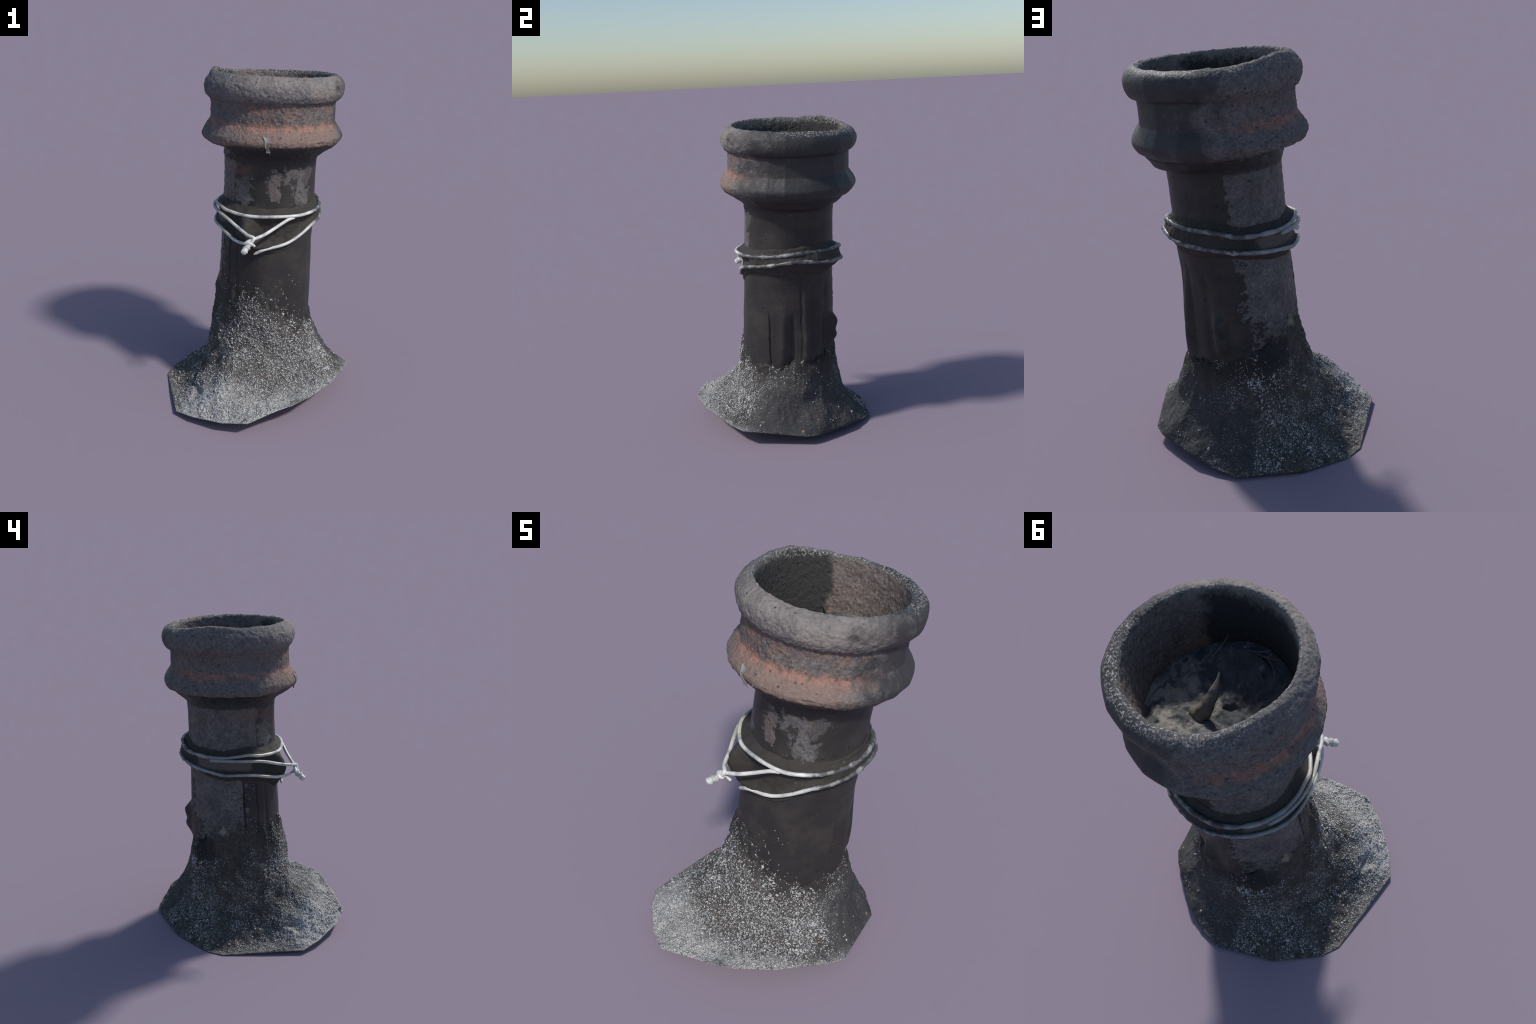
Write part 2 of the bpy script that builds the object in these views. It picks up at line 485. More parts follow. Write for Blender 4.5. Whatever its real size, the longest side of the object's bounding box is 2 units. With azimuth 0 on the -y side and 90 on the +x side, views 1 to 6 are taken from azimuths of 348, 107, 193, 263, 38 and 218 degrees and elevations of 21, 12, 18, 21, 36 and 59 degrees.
M_POT, M_MORTAR, M_GRIT = pot_material(), mortar_material(), mortar_material(True)
M_WIRE, M_BAND, M_DEBRIS = wire_material(), band_material(), debris_material()
M_SPIKE = plain_material('grey_brown_rotten_wood', (0.05, 0.045, 0.04), (0.22, 0.20, 0.175), 25)
M_FLAKE = plain_material('dry_grey_flake', (0.16, 0.165, 0.158), (0.34, 0.34, 0.325), 40)
M_TWIG = plain_material('dry_straw', (0.12, 0.10, 0.08), (0.30, 0.26, 0.22), 30)

# ------------------------------------------------------------------ the thing
root = bpy.data.objects.new('chimney_pot', None)
bpy.context.scene.collection.objects.link(root)
root['label'] = 'leaning sooty clay chimney pot on a gritty mortar skirt, tied with pale wire'
root['category'] = 'chimney pot'

# ------------------------------------------------------------------ clay pot: one turned wall, split into shaft and collar
OUT = [(0.296, 0.24), (0.296, 0.45), (0.294, 0.62), (0.291, 0.80), (0.286, 0.94), (0.282, 1.05), (0.281, 1.20),
       (0.279, 1.36), (0.280, 1.44), (0.283, 1.474), (0.300, 1.500), (0.340, 1.529), (0.388, 1.558), (0.412, 1.581),
       (0.4225, 1.603), (0.4215, 1.622), (0.405, 1.653), (0.386, 1.680), (0.3765, 1.695), (0.3745, 1.74), (0.3735, 1.795),
       (0.380, 1.812), (0.400, 1.829), (0.414, 1.856), (0.4185, 1.886), (0.414, 1.915), (0.399, 1.938), (0.380, 1.952),
       (0.358, 1.958), (0.344, 1.952), (0.337, 1.925), (0.329, 1.84), (0.318, 1.72), (0.312, 1.64), (0.306, 1.58)]
COLS = 640
prof = spline(OUT, 560)
rows = len(prof)
az = np.linspace(-180, 180, COLS, endpoint=False)
AZ = np.broadcast_to(az[None, :], (rows, COLS)).ravel()
R = np.broadcast_to(prof[:, :1], (rows, COLS)).ravel().copy()
Z = np.broadcast_to(prof[:, 1:], (rows, COLS)).ravel().copy()
d = np.gradient(prof, axis=0)
nrm = np.stack([d[:, 1], -d[:, 0]], 1)
nrm /= np.linalg.norm(nrm, axis=1)[:, None]
NR = np.broadcast_to(nrm[:, :1], (rows, COLS)).ravel()
NZ = np.broadcast_to(nrm[:, 1:], (rows, COLS)).ravel()
row_of = np.repeat(np.arange(rows), COLS)
top_row = int(np.argmax(prof[:, 1]))
outer = (row_of <= top_row).astype(float)

# torn away under the roll at one side: the cone is missing and the roll overhangs
torn = smooth(30, 12, azdist(AZ, 174) + 6 * np.sin(Z * 90)) * smooth(1.556, 1.547, Z) * smooth(1.47, 1.50, Z)
R -= np.where(row_of <= top_row, torn * np.maximum(R - 0.287, 0), 0)
base = place(AZ, R, Z)
# which places are rough clay and which are smooth and dark
wobble = 14 * fbm(base, 9, 2, 3)
dark_side = smooth(74, 62, azdist(AZ, 38) + wobble) * smooth(1.40, 1.46, Z)
bare_side = smooth(56, 50, azdist(AZ, 155))
roughness = np.where(Z > 1.44, 1 - 0.8 * dark_side, np.clip(bare_side + 0.15, 0, 1))
roughness = np.where(outer > 0, roughness, 0.9)
disp = 0.0028 * fbm(base, 5.5, 2, 1) + roughness * (0.0050 * fbm(base, 38, 2, 2) + 0.0034 * noise3(base, 95, 9))
# the far side of the shaft is flattened, with low ribs that swell towards the mortar
disp -= outer * 0.010 * smooth(78, 50, azdist(AZ, 22)) * smooth(1.05, 0.92, Z)
disp += outer * (0.022 * azbell(AZ, 9, 6) + 0.030 * azbell(AZ, 38, 7)) * smooth(0.98, 0.56, Z) * smooth(0.42, 0.52, Z)
# a torn flake of glaze stands off the back, beside a hollow
disp += outer * 0.046 * azbell(AZ, 84, 7) * smooth(0.50, 0.62, Z) * smooth(0.80, 0.71, Z) * (1 + 0.35 * fbm(base, 14, 2, 6))
disp -= outer * 0.016 * azbell(AZ, 128, 11) * bell(Z - 0.58, 0.075)
disp += outer * 0.026 * azbell(AZ, 146, 9) * bell(Z - 0.62, 0.08)
disp += outer * (0.028 * azbell(AZ, 35, 48) * bell(Z - 1.512, 0.026) - 0.030 * azbell(AZ, 168, 42) * bell(Z - 1.536, 0.022))
disp += outer * smooth(1.80, 1.84, Z) * (0.005 * azbell(AZ, 25, 65) - 0.007 * azbell(AZ, -120, 45))
# flutes and cracks
def groove(a, half, z0, z1, depth, lean=0.0):
    c = a + lean * (Z - z0) + 2.0 * noise3(base, 9, 21)
    return -depth * bell(azdist(AZ, c), half) * smooth(z0 - 0.03, z0 + 0.03, Z) * smooth(z1 + 0.05, z1 - 0.05, Z)
disp += outer * (groove(-6, 1.2, 0.38, 0.80, 0.010, -9) + groove(21, 3.4, 0.36, 0.78, 0.011) + groove(33, 2.0, 0.45, 1.0, 0.008)
                 + groove(48, 3.0, 0.5, 1.0, 0.008) + groove(-172, 1.0, 0.70, 1.03, 0.010) + groove(-140, 2.5, 0.6, 0.98, 0.006)
                 + groove(72, 3.5, 0.5, 0.95, 0.009) + groove(-154, 1.1, 0.5, 1.0, 0.008))
seam = 1.553 + 0.008 * np.sin(np.radians(AZ) * 3 + 1) + 0.006 * fbm(base, 6, 2, 8)
disp += outer * -0.011 * bell(Z - seam, 0.005) * smooth(80, 60, azdist(AZ, 90))
disp += outer * -0.018 * azbell(AZ, 125, 26) * bell(Z - seam + 0.004, 0.0085)
# the turned mouldings are slightly faceted
fa = AZ + 5 * np.sin(np.radians(AZ) * 2 + 0.7) + 3 * np.sin(np.radians(AZ) * 5)
ph = np.radians((fa % 20.0) - 10.0)
disp -= outer * smooth(1.46, 1.52, Z) * 0.65 * R * (1 - math.cos(math.radians(10)) / np.cos(ph)) - outer * smooth(1.46, 1.52, Z) * 0.002
# knocks and pits
for a, z, wa, wz, dep in ((-153, 1.885, 2.4, 0.014, 0.010), (-148, 1.86, 1.6, 0.010, 0.006), (164, 1.585, 3.2, 0.009, 0.008), (-97, 1.725, 1.2, 0.006, 0.007),
                          (-112, 1.735, 0.9, 0.005, 0.005), (170, 1.60, 1.6, 0.010, 0.008), (146, 1.60, 2.2, 0.012, 0.005), (-62, 1.60, 4.5, 0.007, 0.006),
                          (118, 1.86, 3.5, 0.012, 0.005), (150, 1.89, 2.5, 0.012, 0.006), (140, 1.45, 5, 0.016, 0.006)):
    disp -= outer * dep * azbell(AZ, a, wa) * bell(Z - z, wz)
V = base.copy()
a = np.radians(AZ)
V[:, 1] -= 0.005 * smooth(1.48, 1.60, Z)
V[:, 2] -= 0.010 * smooth(1.78, 1.90, Z) * np.sin(a)
V[:, 0] += disp * NR * np.cos(a)
V[:, 1] += disp * NR * np.sin(a)
V[:, 2] += disp * NZ
# the crest of the rim undulates and lifts at one torn place
crest = smooth(1.925, 1.952, Z) * smooth(0.40, 0.37, R)
V[:, 2] += crest * (0.005 * fbm(base, 6, 3, 14) + 0.029 * azbell(AZ, 158, 26))
V[:, 2] += crest * 0.010 * azbell(AZ, -140, 40)
F = grid_faces(rows, COLS)
VN = vertex_normals(V, F)
fz = Z[F[:, 0]]
f_in = row_of[F[:, 0]] >= top_row
cut = 1.44
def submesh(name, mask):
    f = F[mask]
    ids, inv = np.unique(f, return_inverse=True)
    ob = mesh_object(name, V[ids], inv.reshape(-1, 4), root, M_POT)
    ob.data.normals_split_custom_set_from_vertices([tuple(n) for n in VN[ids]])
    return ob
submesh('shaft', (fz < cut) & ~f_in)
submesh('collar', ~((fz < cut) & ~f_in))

# ------------------------------------------------------------------ mortar skirt
EDGE = [(-0.205, -0.621, 0.088), (-0.04, -0.585, 0.120), (0.12, -0.545, 0.140), (0.186, -0.528, 0.155), (0.362, -0.395, 0.154),
        (0.527, -0.168, 0.118), (0.572, -0.070, 0.106), (0.492, 0.318, 0.066), (0.447, 0.372, 0.056), (0.252, 0.522, 0.052), (0.105, 0.592, 0.034),
        (-0.027, 0.622, 0.017), (-0.328, 0.504, 0.012), (-0.527, 0.328, 0.0), (-0.578, 0.224, 0.002), (-0.583, -0.05, 0.018),
        (-0.584, -0.290, 0.026), (-0.50, -0.405, 0.044), (-0.345, -0.545, 0.066)]
PROF = {  # azimuth: (radius, height) from the feathered top down towards the edge
    -166: ((0.298, 0.660), (0.324, 0.515), (0.347, 0.370), (0.386, 0.215), (0.490, 0.090)),
    -150: ((0.298, 0.66), (0.324, 0.52), (0.350, 0.40), (0.405, 0.265), (0.535, 0.148)),
    -128: ((0.298, 0.69), (0.328, 0.55), (0.358, 0.42), (0.430, 0.305), (0.575, 0.198)),
    -105: ((0.298, 0.700), (0.324, 0.560), (0.349, 0.415), (0.390, 0.278), (0.530, 0.170)),
    -80: ((0.296, 0.600), (0.314, 0.470), (0.332, 0.360), (0.356, 0.252), (0.438, 0.187)),
    -58: ((0.296, 0.500), (0.306, 0.410), (0.325, 0.315), (0.360, 0.238), (0.428, 0.190)),
    -38: ((0.295, 0.450), (0.307, 0.385), (0.339, 0.307), (0.380, 0.234), (0.436, 0.170)),
    -20: ((0.296, 0.460), (0.311, 0.390), (0.341, 0.310), (0.377, 0.240), (0.442, 0.166)),
    0: ((0.296, 0.460), (0.317, 0.400), (0.349, 0.330), (0.384, 0.248), (0.445, 0.158)),
    18: ((0.296, 0.460), (0.328, 0.420), (0.359, 0.340), (0.388, 0.240), (0.436, 0.147)),
    38: ((0.298, 0.50), (0.320, 0.43), (0.354, 0.335), (0.390, 0.232), (0.450, 0.145)),
    65: ((0.296, 0.48), (0.318, 0.40), (0.346, 0.305), (0.382, 0.206), (0.436, 0.120)),
    90: ((0.296, 0.51), (0.318, 0.41), (0.341, 0.305), (0.376, 0.195), (0.445, 0.106)),
    112: ((0.298, 0.56), (0.320, 0.43), (0.338, 0.310), (0.368, 0.185), (0.440, 0.090)),
    135: ((0.298, 0.600), (0.320, 0.460), (0.338, 0.310), (0.360, 0.170), (0.448, 0.078)),
    158: ((0.298, 0.680), (0.320, 0.520), (0.340, 0.335), (0.359, 0.176), (0.456, 0.080)),
    180: ((0.298, 0.680), (0.324, 0.510), (0.346, 0.345), (0.374, 0.196), (0.468, 0.072)),
}
SC = 960
saz = np.linspace(-180, 180, SC, endpoint=False)
tab = cyclic(saz, [(k, *np.ravel(v)) for k, v in PROF.items()]).reshape(SC, 5, 2)
c0 = np.array(axis_xy(0.06))
E2 = np.array(EDGE)
eaz = np.degrees(np.arctan2(E2[:, 1] - c0[1], E2[:, 0] - c0[0]))
order = np.argsort(eaz)
E2, eaz = E2[order], eaz[order]
k = np.searchsorted(eaz, saz, side='right') - 1
p, q = E2[k % len(E2)], E2[(k + 1) % len(E2)]
dirv = np.stack([np.cos(np.radians(saz)), np.sin(np.radians(saz))], 1)
w = q[:, :2] - p[:, :2]
pc = p[:, :2] - c0
t = -(dirv[:, 0] * pc[:, 1] - dirv[:, 1] * pc[:, 0]) / (dirv[:, 0] * w[:, 1] - dirv[:, 1] * w[:, 0])
hitp = p[:, :2] + t[:, None] * w
er = np.linalg.norm(hitp - c0, axis=1)
ez = p[:, 2] + t * (q[:, 2] - p[:, 2])
SR = 190
ctl = np.concatenate([np.stack([tab[:, 0, 0] - 0.014, tab[:, 0, 1] + 0.01], -1)[:, None], tab, np.stack([er, ez], -1)[:, None]], 1)
grid = np.stack([spline(ctl[j], SR) for j in range(SC)], 1)          # rows, cols, (r, z)
SAZ = np.broadcast_to(saz[None], (SR, SC))
G = place(SAZ.ravel(), grid[..., 0].ravel(), grid[..., 1].ravel()).reshape(SR, SC, 3)
# put the last row exactly on the broken edge
fade = np.linspace(0, 1, SR)[:, None] ** 3
G[..., 0] += fade * (hitp[:, 0] - G[-1, :, 0])
G[..., 1] += fade * (hitp[:, 1] - G[-1, :, 1])
flat = G.reshape(-1, 3)
sf = grid_faces(SR, SC)
sn = vertex_normals(flat, sf)
if np.mean(sn[:, 2]) < 0:
    sn = -sn
    sf = sf[:, ::-1]
srow = np.repeat(np.linspace(0, 1, SR), SC)
A2 = SAZ.ravel()
pin = smooth(0.0, 0.10, srow) * smooth(1.0, 0.975, srow)
calm = 1 - 0.6 * smooth(75, 50, azdist(A2, 45))
bumps = pin * (0.022 * fbm(flat, 4.5, 2, 31) + 0.012 * fbm(flat * [1.3, 1.3, 0.5], 11, 2, 35) + calm * (0.010 * fbm(flat, 16, 2, 32) + 0.0065 * fbm(flat, 55, 2, 33)))
# trowel ledges and cracks
for c, h, wd, dep, z0 in ((-175, 40, 0.010, -0.014, 0.135), (-95, 40, 0.010, -0.012, 0.17), (-60, 26, 0.009, -0.012, 0.195)):
    line = z0 + 0.03 * fbm(flat, 5, 2, 40) + 0.02 * np.sin(np.radians(A2) * 5)
    bumps += dep * bell(flat[:, 2] - line, wd) * smooth(h, h * 0.6, azdist(A2, c))
for c, lean, z0, z1 in ((-165, 60, 0.16, 0.42), (-148, 60, 0.10, 0.30), (-176, -60, 0.36, 0.52)):
    ca = c + lean * (flat[:, 2] - z0) + 8 * noise3(flat, 10, 50)
    bumps -= 0.007 * bell(azdist(A2, ca), 1.4) * smooth(z0 - 0.03, z0 + 0.02, flat[:, 2]) * smooth(z1 + 0.03, z1 - 0.02, flat[:, 2])
bumps -= 0.020 * azbell(A2, 130, 11) * bell(flat[:, 2] - 0.57, 0.075)
bumps += 0.020 * azbell(A2, 147, 11) * bell(flat[:, 2] - 0.62, 0.07)
top = flat + sn * bumps[:, None]
# ragged feathered top edge
rag = smooth(0.14, 0.0, srow) * 0.07 * fbm(np.stack([np.cos(np.radians(A2)), np.sin(np.radians(A2)), 0 * A2], 1), 5, 3, 60)
top[:, 2] += rag
# underside, one finger-width below
thick = 0.007
last = top[-SC:]
rim2 = last.copy()
rim2[:, 2] = np.maximum(rim2[:, 2] - thick, 0.0)
rim2[:, :2] = c0 + (rim2[:, :2] - c0) * 0.992
under = [rim2]
for s in (0.9, 0.75, 0.62):
    u = rim2.copy()
    u[:, :2] = c0 + (rim2[:, :2] - c0) * s
    u[:, 2] = rim2[:, 2] + (1 - s) * 0.10
    under.append(u)
allv = np.vstack([top] + under)
fall = grid_faces(SR + 4, SC)[:, ::-1]
allv[:, 2] = np.maximum(allv[:, 2], 0.0)
# orient outward
if vertex_normals(allv[:SR * SC], sf)[:, 2].mean() > 0 and not np.array_equal(fall[0], sf[0]):
    fall = fall[:, ::-1]
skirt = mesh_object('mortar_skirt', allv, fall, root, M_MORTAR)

# loose grit bedded in the mortar
tn = vertex_normals(top, sf)
bigm = fbm(top, 7, 2, 70)
dens = 0.50 + 0.9 * bigm - 0.30 * smooth(80, 40, azdist(A2, 150)) - 0.95 * smooth(80, 55, azdist(A2, 45) + 20 * bigm)
dens -= 0.35 * smooth(40, 20, azdist(A2, -172)) * smooth(0.18, 0.30, top[:, 2]) + 0.5 * smooth(0.35, 0.70, top[:, 2])
dens += 0.25 * smooth(60, 30, azdist(A2, -90)) * smooth(0.25, 0.1, top[:, 2])
area = np.linalg.norm(top[:, :2] - np.array(axis_xy(top[:, 2])).T, axis=1)
wgt = np.clip(dens, 0.006, 1) * area * (srow > 0.06) * (srow < 0.985)
pick = rng.choice(len(top), size=4600, replace=False, p=wgt / wgt.sum())
phi = (1 + 5 ** 0.5) / 2
ico = np.array([(-1, phi, 0), (1, phi, 0), (-1, -phi, 0), (1, -phi, 0), (0, -1, phi), (0, 1, phi), (0, -1, -phi), (0, 1, -phi),
                (phi, 0, -1), (phi, 0, 1), (-phi, 0, -1), (-phi, 0, 1)]) / math.hypot(1, phi)
icf = np.array([(0, 11, 5), (0, 5, 1), (0, 1, 7), (0, 7, 10), (0, 10, 11), (1, 5, 9), (5, 11, 4), (11, 10, 2), (10, 7, 6), (7, 1, 8),
                (3, 9, 4), (3, 4, 2), (3, 2, 6), (3, 6, 8), (3, 8, 9), (4, 9, 5), (2, 4, 11), (6, 2, 10), (8, 6, 7), (9, 8, 1)])
size = rng.gamma(4.0, 0.00062, len(pick)) + 0.0014
rot = rng.normal(size=(len(pick), 3, 3))
qr = np.linalg.qr(rot)[0] * rng.uniform(0.65, 1.25, (len(pick), 1, 3))
gv = np.einsum('nij,kj->nki', qr, ico) * size[:, None, None] + (top[pick] + tn[pick] * (size * 0.25)[:, None])[:, None, :]
gf = icf[None] + (np.arange(len(pick)) * 12)[:, None, None]
gv[..., 2] = np.maximum(gv[..., 2], 0.001)
grit = mesh_object('grit', gv.reshape(-1, 3), gf.reshape(-1, 3), skirt, M_GRIT)
grit['kind'] = 'stuff'

# ------------------------------------------------------------------ wire binding
UPPER = [(-167, 0.326, 1.204), (-150, 0.331, 1.194), (-120, 0.331, 1.185), (-80, 0.331, 1.181), (-56, 0.331, 1.178), (-30, 0.318, 1.176),
         (0, 0.314, 1.186), (30, 0.316, 1.196), (65, 0.320, 1.203), (90, 0.327, 1.194), (114, 0.328, 1.174), (139, 0.325, 1.177), (161, 0.323, 1.180), (178, 0.325, 1.194)]
LOWER = [(-119, 0.416, 1.048), (-127, 0.392, 1.042), (-136, 0.366, 1.044), (-147, 0.344, 1.056), (-161, 0.331, 1.073), (-179, 0.329, 1.078), (-194, 0.329, 1.073), (-208, 0.329, 1.082),
         (-227, 0.332, 1.091), (-248, 0.338, 1.102), (-270, 0.344, 1.114), (-303, 0.343, 1.134), (-336, 0.336, 1.152), (-365, 0.322, 1.130), (-390, 0.324, 1.112),
         (-410, 0.322, 1.090), (-424, 0.314, 1.050), (-437, 0.310, 1.018), (-449, 0.308, 0.999), (-466, 0.314, 0.981), (-477, 0.338, 0.957)]
VEE_L = [(150, 0.338, 1.164), (166, 0.337, 1.170), (185, 0.337, 1.171), (204, 0.345, 1.165), (216, 0.352, 1.148), (229, 0.374, 1.122), (240, 0.416, 1.102), (246, 0.431, 1.092), (244, 0.436, 1.062), (241, 0.432, 1.046)]
VEE_R = [(-74, 0.326, 1.170), (-83, 0.334, 1.163), (-96, 0.352, 1.127), (-106, 0.385, 1.098), (-113, 0.415, 1.083), (-118, 0.435, 1.070), (-121, 0.447, 1.052)]


def polar_path(rows_):
    r_ = np.array(rows_, float)
    return place(r_[:, 0], r_[:, 1], r_[:, 2])


def tube(name, pts, radius, parent, mat, n=200, sides=14, closed=False, wear=0.05, seed=0):
    if closed:
        m_ = len(pts)
        q_ = spline(np.vstack([pts[-2:], pts, pts[:3]]), n * 2)
        a_, b_ = pts[0], pts[0]
        s0 = np.argmin(np.linalg.norm(q_[: n] - a_, axis=1))
        s1 = n + np.argmin(np.linalg.norm(q_[n:] - b_, axis=1))
        q_ = q_[s0:s1]
    else:
        q_ = spline(pts, n)
    tang = np.gradient(q_, axis=0)
    tang /= np.linalg.norm(tang, axis=1)[:, None]
    ref = np.array([0.0, 0.0, 1.0])
    u_ = np.cross(tang, ref)
    u_ /= np.maximum(np.linalg.norm(u_, axis=1), 1e-6)[:, None]
    v_ = np.cross(u_, tang)
    at_back = np.clip((q_[:, 0] * 0.5 + q_[:, 1] * 0.87) / 0.3, 0, 1)          # crusted thicker at the back
    rad = radius * (1 + (wear + 0.35 * at_back) * 2 * noise3(q_, 32, 80 + seed) + 0.25 * at_back)
    if not closed:
        ends = np.minimum(np.arange(len(q_)), np.arange(len(q_))[::-1])
        rad = rad * np.clip(np.sqrt(np.clip(ends / 3.0, 0, 1)), 0.05, 1)
    th = np.linspace(0, 2 * PI, sides, endpoint=False)
    ring = q_[:, None] + rad[:, None, None] * (np.cos(th)[None, :, None] * u_[:, None] + np.sin(th)[None, :, None] * v_[:, None])
    f_ = grid_faces(len(q_), sides)
    if closed:
        L = len(q_)
        j = np.arange(sides)
        f_ = np.vstack([f_, np.stack([(L - 1) * sides + j, (L - 1) * sides + (j + 1) % sides, (j + 1) % sides, j], 1)])
    return mesh_object(name, ring.reshape(-1, 3), f_, parent, mat)


# soot-caked web that the binding drags out from the shaft
BC = 420
baz = np.linspace(-180, 180, BC, endpoint=False)
ur = cyclic(baz, [(r_[0], r_[1], r_[2]) for r_ in UPPER])
low_tab = [(((r_[0] + 180) % 360) - 180, min(r_[1], 0.385), r_[2]) for r_ in LOWER[2:-2]] + [(-118, 0.345, 1.0)]
lr = cyclic(baz, low_tab)
lr[:, 1] = np.minimum(lr[:, 1], ur[:, 1] - 0.028)
open_gap = np.clip(0.75 * smooth(72, 54, azdist(baz, 168)) + smooth(46, 34, azdist(baz, -78)), 0, 1)
midr = (1 - open_gap) * 0.5 * (ur[:, 0] + lr[:, 0]) + open_gap * 0.294
midr += 0.055 * azbell(baz, -126, 9)
midz = 0.5 * (ur[:, 1] + lr[:, 1])
tail = 0.045 + 0.030 * smooth(60, 30, azdist(baz, 35)) + 0.02 * azbell(baz, -118, 14)
bp = []
for j in range(BC):
    c_ = [(0.270, ur[j, 1] + 0.050), (0.286, ur[j, 1] + 0.032), (ur[j, 0] - 0.022, ur[j, 1] + 0.012), (ur[j, 0] - 0.004, ur[j, 1] - 0.001),
          (0.5 * (midr[j] + ur[j, 0]) - 0.008 * open_gap[j], 0.7 * ur[j, 1] + 0.3 * midz[j] - 0.006), (midr[j], midz[j]),
          (0.5 * (midr[j] + lr[j, 0]) - 0.008 * open_gap[j], 0.7 * lr[j, 1] + 0.3 * midz[j] + 0.006),
          (lr[j, 0] - 0.004, lr[j, 1]), (lr[j, 0] - 0.018, lr[j, 1] - 0.016), (0.290, lr[j, 1] - tail[j]), (0.262, lr[j, 1] - tail[j] - 0.02)]
    bp.append(spline(c_, 64))
bp = np.stack(bp, 1)
bv = place(np.broadcast_to(baz[None], bp.shape[:2]).ravel(), bp[..., 0].ravel(), bp[..., 1].ravel())
brad = bv.copy()
brad[:, 2] = 0
cxy = np.array(axis_xy(bv[:, 2])).T
out_dir = bv[:, :2] - cxy
out_dir /= np.linalg.norm(out_dir, axis=1)[:, None]
bv[:, :2] += out_dir * (0.010 * fbm(bv, 16, 3, 90))[:, None]
binding = mesh_object('soot_caked_band', bv, grid_faces(64, BC)[:, ::-1], root, M_BAND)

WR = 0.0098
def sunk(rows_):
    out = []
    for q in rows_:
        g = math.exp(-(((q[0] - 60 + 180) % 360 - 180) / 62) ** 2)
        out.append((q[0], q[1] - 0.006 * g, q[2] + 0.005 * g * math.sin(q[0] * 0.11 + 40 * q[2])))
    return out


loop_u = tube('wire', polar_path(sunk(UPPER)), WR, root, M_WIRE, n=320, closed=True, seed=1)
loop_l = tube('wire', polar_path(sunk(LOWER)), WR * 0.95, root, M_WIRE, n=360, seed=2)
vee_l = tube('wire', polar_path(VEE_L), WR, root, M_WIRE, n=160, seed=3)
vee_r = tube('wire', polar_path(VEE_R), WR, root, M_WIRE, n=90, seed=4)
# twisted knot: a thick stub with turns wound round it
k0, k1 = np.array([-0.094, -0.248, 1.062]), np.array([-0.150, -0.300, 1.022])
axis_k = (k1 - k0) / np.linalg.norm(k1 - k0)
e1 = np.cross(axis_k, [0, 0, 1.0]); e1 /= np.linalg.norm(e1)
e2 = np.cross(axis_k, e1)
knot = tube('wire_knot', np.array([k0 + (k1 - k0) * s for s in (-0.15, 0.3, 0.7, 1.1)]), 0.0155, root, M_WIRE, n=40, wear=0.2, seed=5)
tw = np.linspace(0, 1, 40)
coil = np.array([k0 + (k1 - k0) * (0.0 + 0.95 * s) + 0.0135 * (math.cos(s * 17) * e1 + math.sin(s * 17) * e2) for s in tw])
tube('wire_turns', coil, 0.0080, knot, M_WIRE, n=220, sides=10, wear=0.2, seed=6)
spur = np.array([k0 + np.array([0.004, 0.004, -0.005]), k0 + np.array([0.014, 0.014, -0.02]), k0 + np.array([0.028, 0.022, -0.036])])
tube('wire_end', spur, 0.0085, knot, M_WIRE, n=30, sides=10, wear=0.2, seed=7)

# ------------------------------------------------------------------ dry flake stuck on the roll moulding
us, vs = np.meshgrid(np.linspace(-1, 1, 14), np.linspace(0, 1, 26))
width = (2.5 - 1.3 * smooth(0.05, 0.40, vs) + 0.5 * smooth(0.5, 1.0, vs)) * 0.9
f_az = -108 + us * width * 1.05 + 2.2 * vs + 0.4 * np.sin(vs * 9)
pk = prof[(prof[:, 1] > 1.50) & (prof[:, 1] < 1.655) & (np.arange(rows) < top_row)][::-1]
ps = np.concatenate([[0], np.cumsum(np.linalg.norm(np.diff(pk, axis=0), axis=1))])
pn = np.gradient(pk, axis=0)
pn /= np.linalg.norm(pn, axis=1)[:, None]
s_q = 0.012 + 0.088 * vs + 0.004 * us
lift = 0.0035 + 0.004 * us ** 2 + 0.010 * smooth(0.85, 1.0, vs)
def along(col):
    return np.interp(s_q.ravel(), ps, col).reshape(s_q.shape)
n_r, n_z = along(-pn[:, 1]), along(pn[:, 0])
f_r, f_z = along(pk[:, 0]) + lift * n_r, along(pk[:, 1]) + lift * n_z
p_out = place(f_az.ravel(), f_r.ravel(), f_z.ravel())
p_in = place(f_az.ravel(), (f_r - 0.0035 * n_r).ravel(), (f_z - 0.0035 * n_z).ravel())
nv = len(p_out)
ff = grid_faces(26, 14, wrap=False)
edge_loop = list(range(14)) + [i * 14 + 13 for i in range(1, 26)] + [25 * 14 + j for j in range(12, -1, -1)] + [i * 14 for i in range(24, 0, -1)]
side = np.array([(edge_loop[i], edge_loop[(i + 1) % len(edge_loop)], edge_loop[(i + 1) % len(edge_loop)] + nv, edge_loop[i] + nv) for i in range(len(edge_loop))])
mesh_object('dry_flake', np.vstack([p_out, p_in]), np.vstack([ff, ff[:, ::-1] + nv, side[:, ::-1]]), root, M_FLAKE)

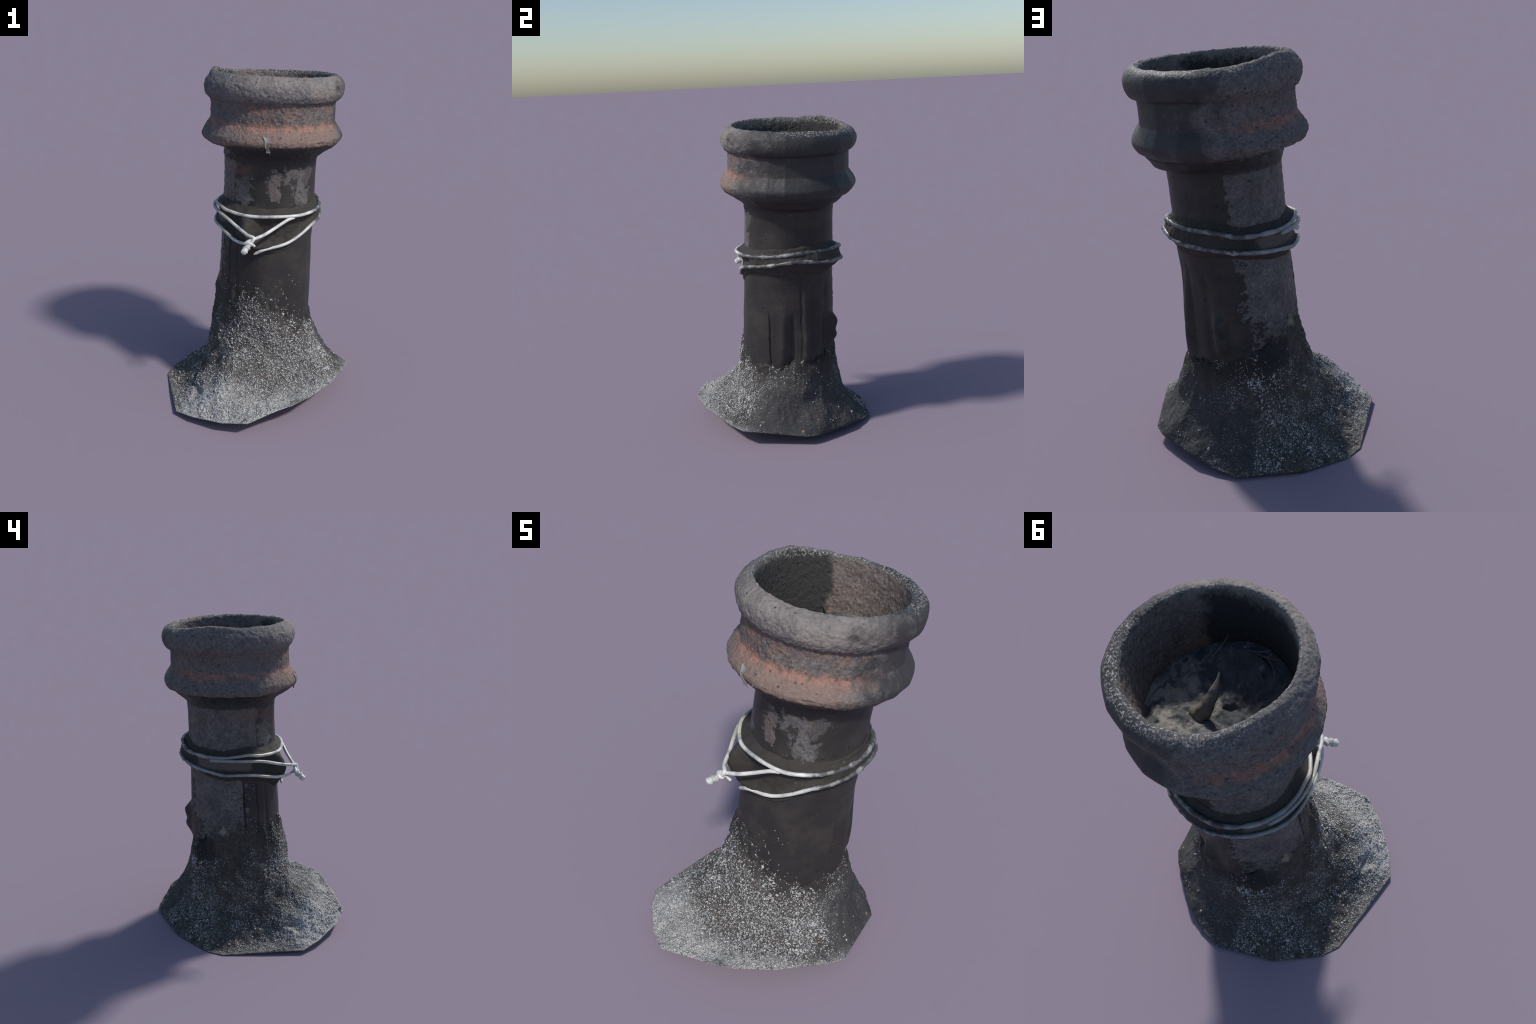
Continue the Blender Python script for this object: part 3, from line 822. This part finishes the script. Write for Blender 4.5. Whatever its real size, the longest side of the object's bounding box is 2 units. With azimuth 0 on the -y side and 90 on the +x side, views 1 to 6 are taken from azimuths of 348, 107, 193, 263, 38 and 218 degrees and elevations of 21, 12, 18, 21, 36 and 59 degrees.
# ------------------------------------------------------------------ debris choking the throat, with a splinter standing in it
DR, DC = 60, 160
daz = np.linspace(-180, 180, DC, endpoint=False)
dr = np.linspace(0.002, 0.316, DR)
RR, DA = np.meshgrid(dr, daz, indexing='ij')
zz = 1.625 + 0.070 * azbell(DA, 98, 42) * smooth(0.04, 0.25, RR) + 0.030 * azbell(DA, 30, 40) * smooth(0.05, 0.25, RR) + 0.055 * azbell(DA, -85, 45) * smooth(0.08, 0.3, RR) - 0.02 * azbell(DA, -150, 30)
dp = place(DA.ravel(), RR.ravel(), zz.ravel())
calm_edge = smooth(0.316, 0.27, RR.ravel())
dp[:, 2] += (0.035 * fbm(dp, 11, 3, 100) + 0.012 * noise3(dp, 45, 104)) * (0.25 + 0.75 * calm_edge)
debris = mesh_object('debris', dp, grid_faces(DR, DC), root, M_DEBRIS, shade=False)

s0, s1 = place(np.array([62.0]), np.array([0.112]), np.array([1.62]))[0], place(np.array([-125.0]), np.array([0.030]), np.array([1.845]))[0]
sp = spline(np.array([s0, s0 * 0.62 + s1 * 0.38 + [-0.016, 0.022, 0.0], s0 * 0.25 + s1 * 0.75 + [-0.018, 0.016, 0], s1]), 70)
sr = 0.043 * (1 - np.linspace(0, 1, 70)) ** 0.7 * (1 + 0.9 * np.exp(-np.linspace(0, 1, 70) * 14)) + 0.001
th = np.linspace(0, 2 * PI, 28, endpoint=False)
sv = sp[:, None] + sr[:, None, None] * np.stack([np.cos(th), 0.75 * np.sin(th), 0 * th], 1)[None]
sv = sv.reshape(-1, 3)
cent = np.repeat(sp, 28, 0)
sv = cent + (sv - cent) * (1 + 0.5 * fbm(sv * [1, 1, 0.4], 30, 2, 110))[:, None]
mesh_object('splinter', sv, grid_faces(70, 28), debris, M_SPIKE)

for i in range(6):
    a0 = -95 + random.uniform(-45, 35)
    st = place(np.array([a0]), np.array([0.29 + random.uniform(-.03, .015)]), np.array([1.66 + random.uniform(0, .08)]))[0]
    en = place(np.array([a0 + random.uniform(-35, 35)]), np.array([0.29 + random.uniform(-.12, .015)]), np.array([1.67 + random.uniform(0, .13)]))[0]
    mid_ = (st + en) / 2 + np.array([random.uniform(-.02, .02), random.uniform(-.02, .02), random.uniform(0, .02)])
    tube('straw', np.array([st, mid_, en]), 0.0017, debris, M_TWIG, n=16, sides=6)
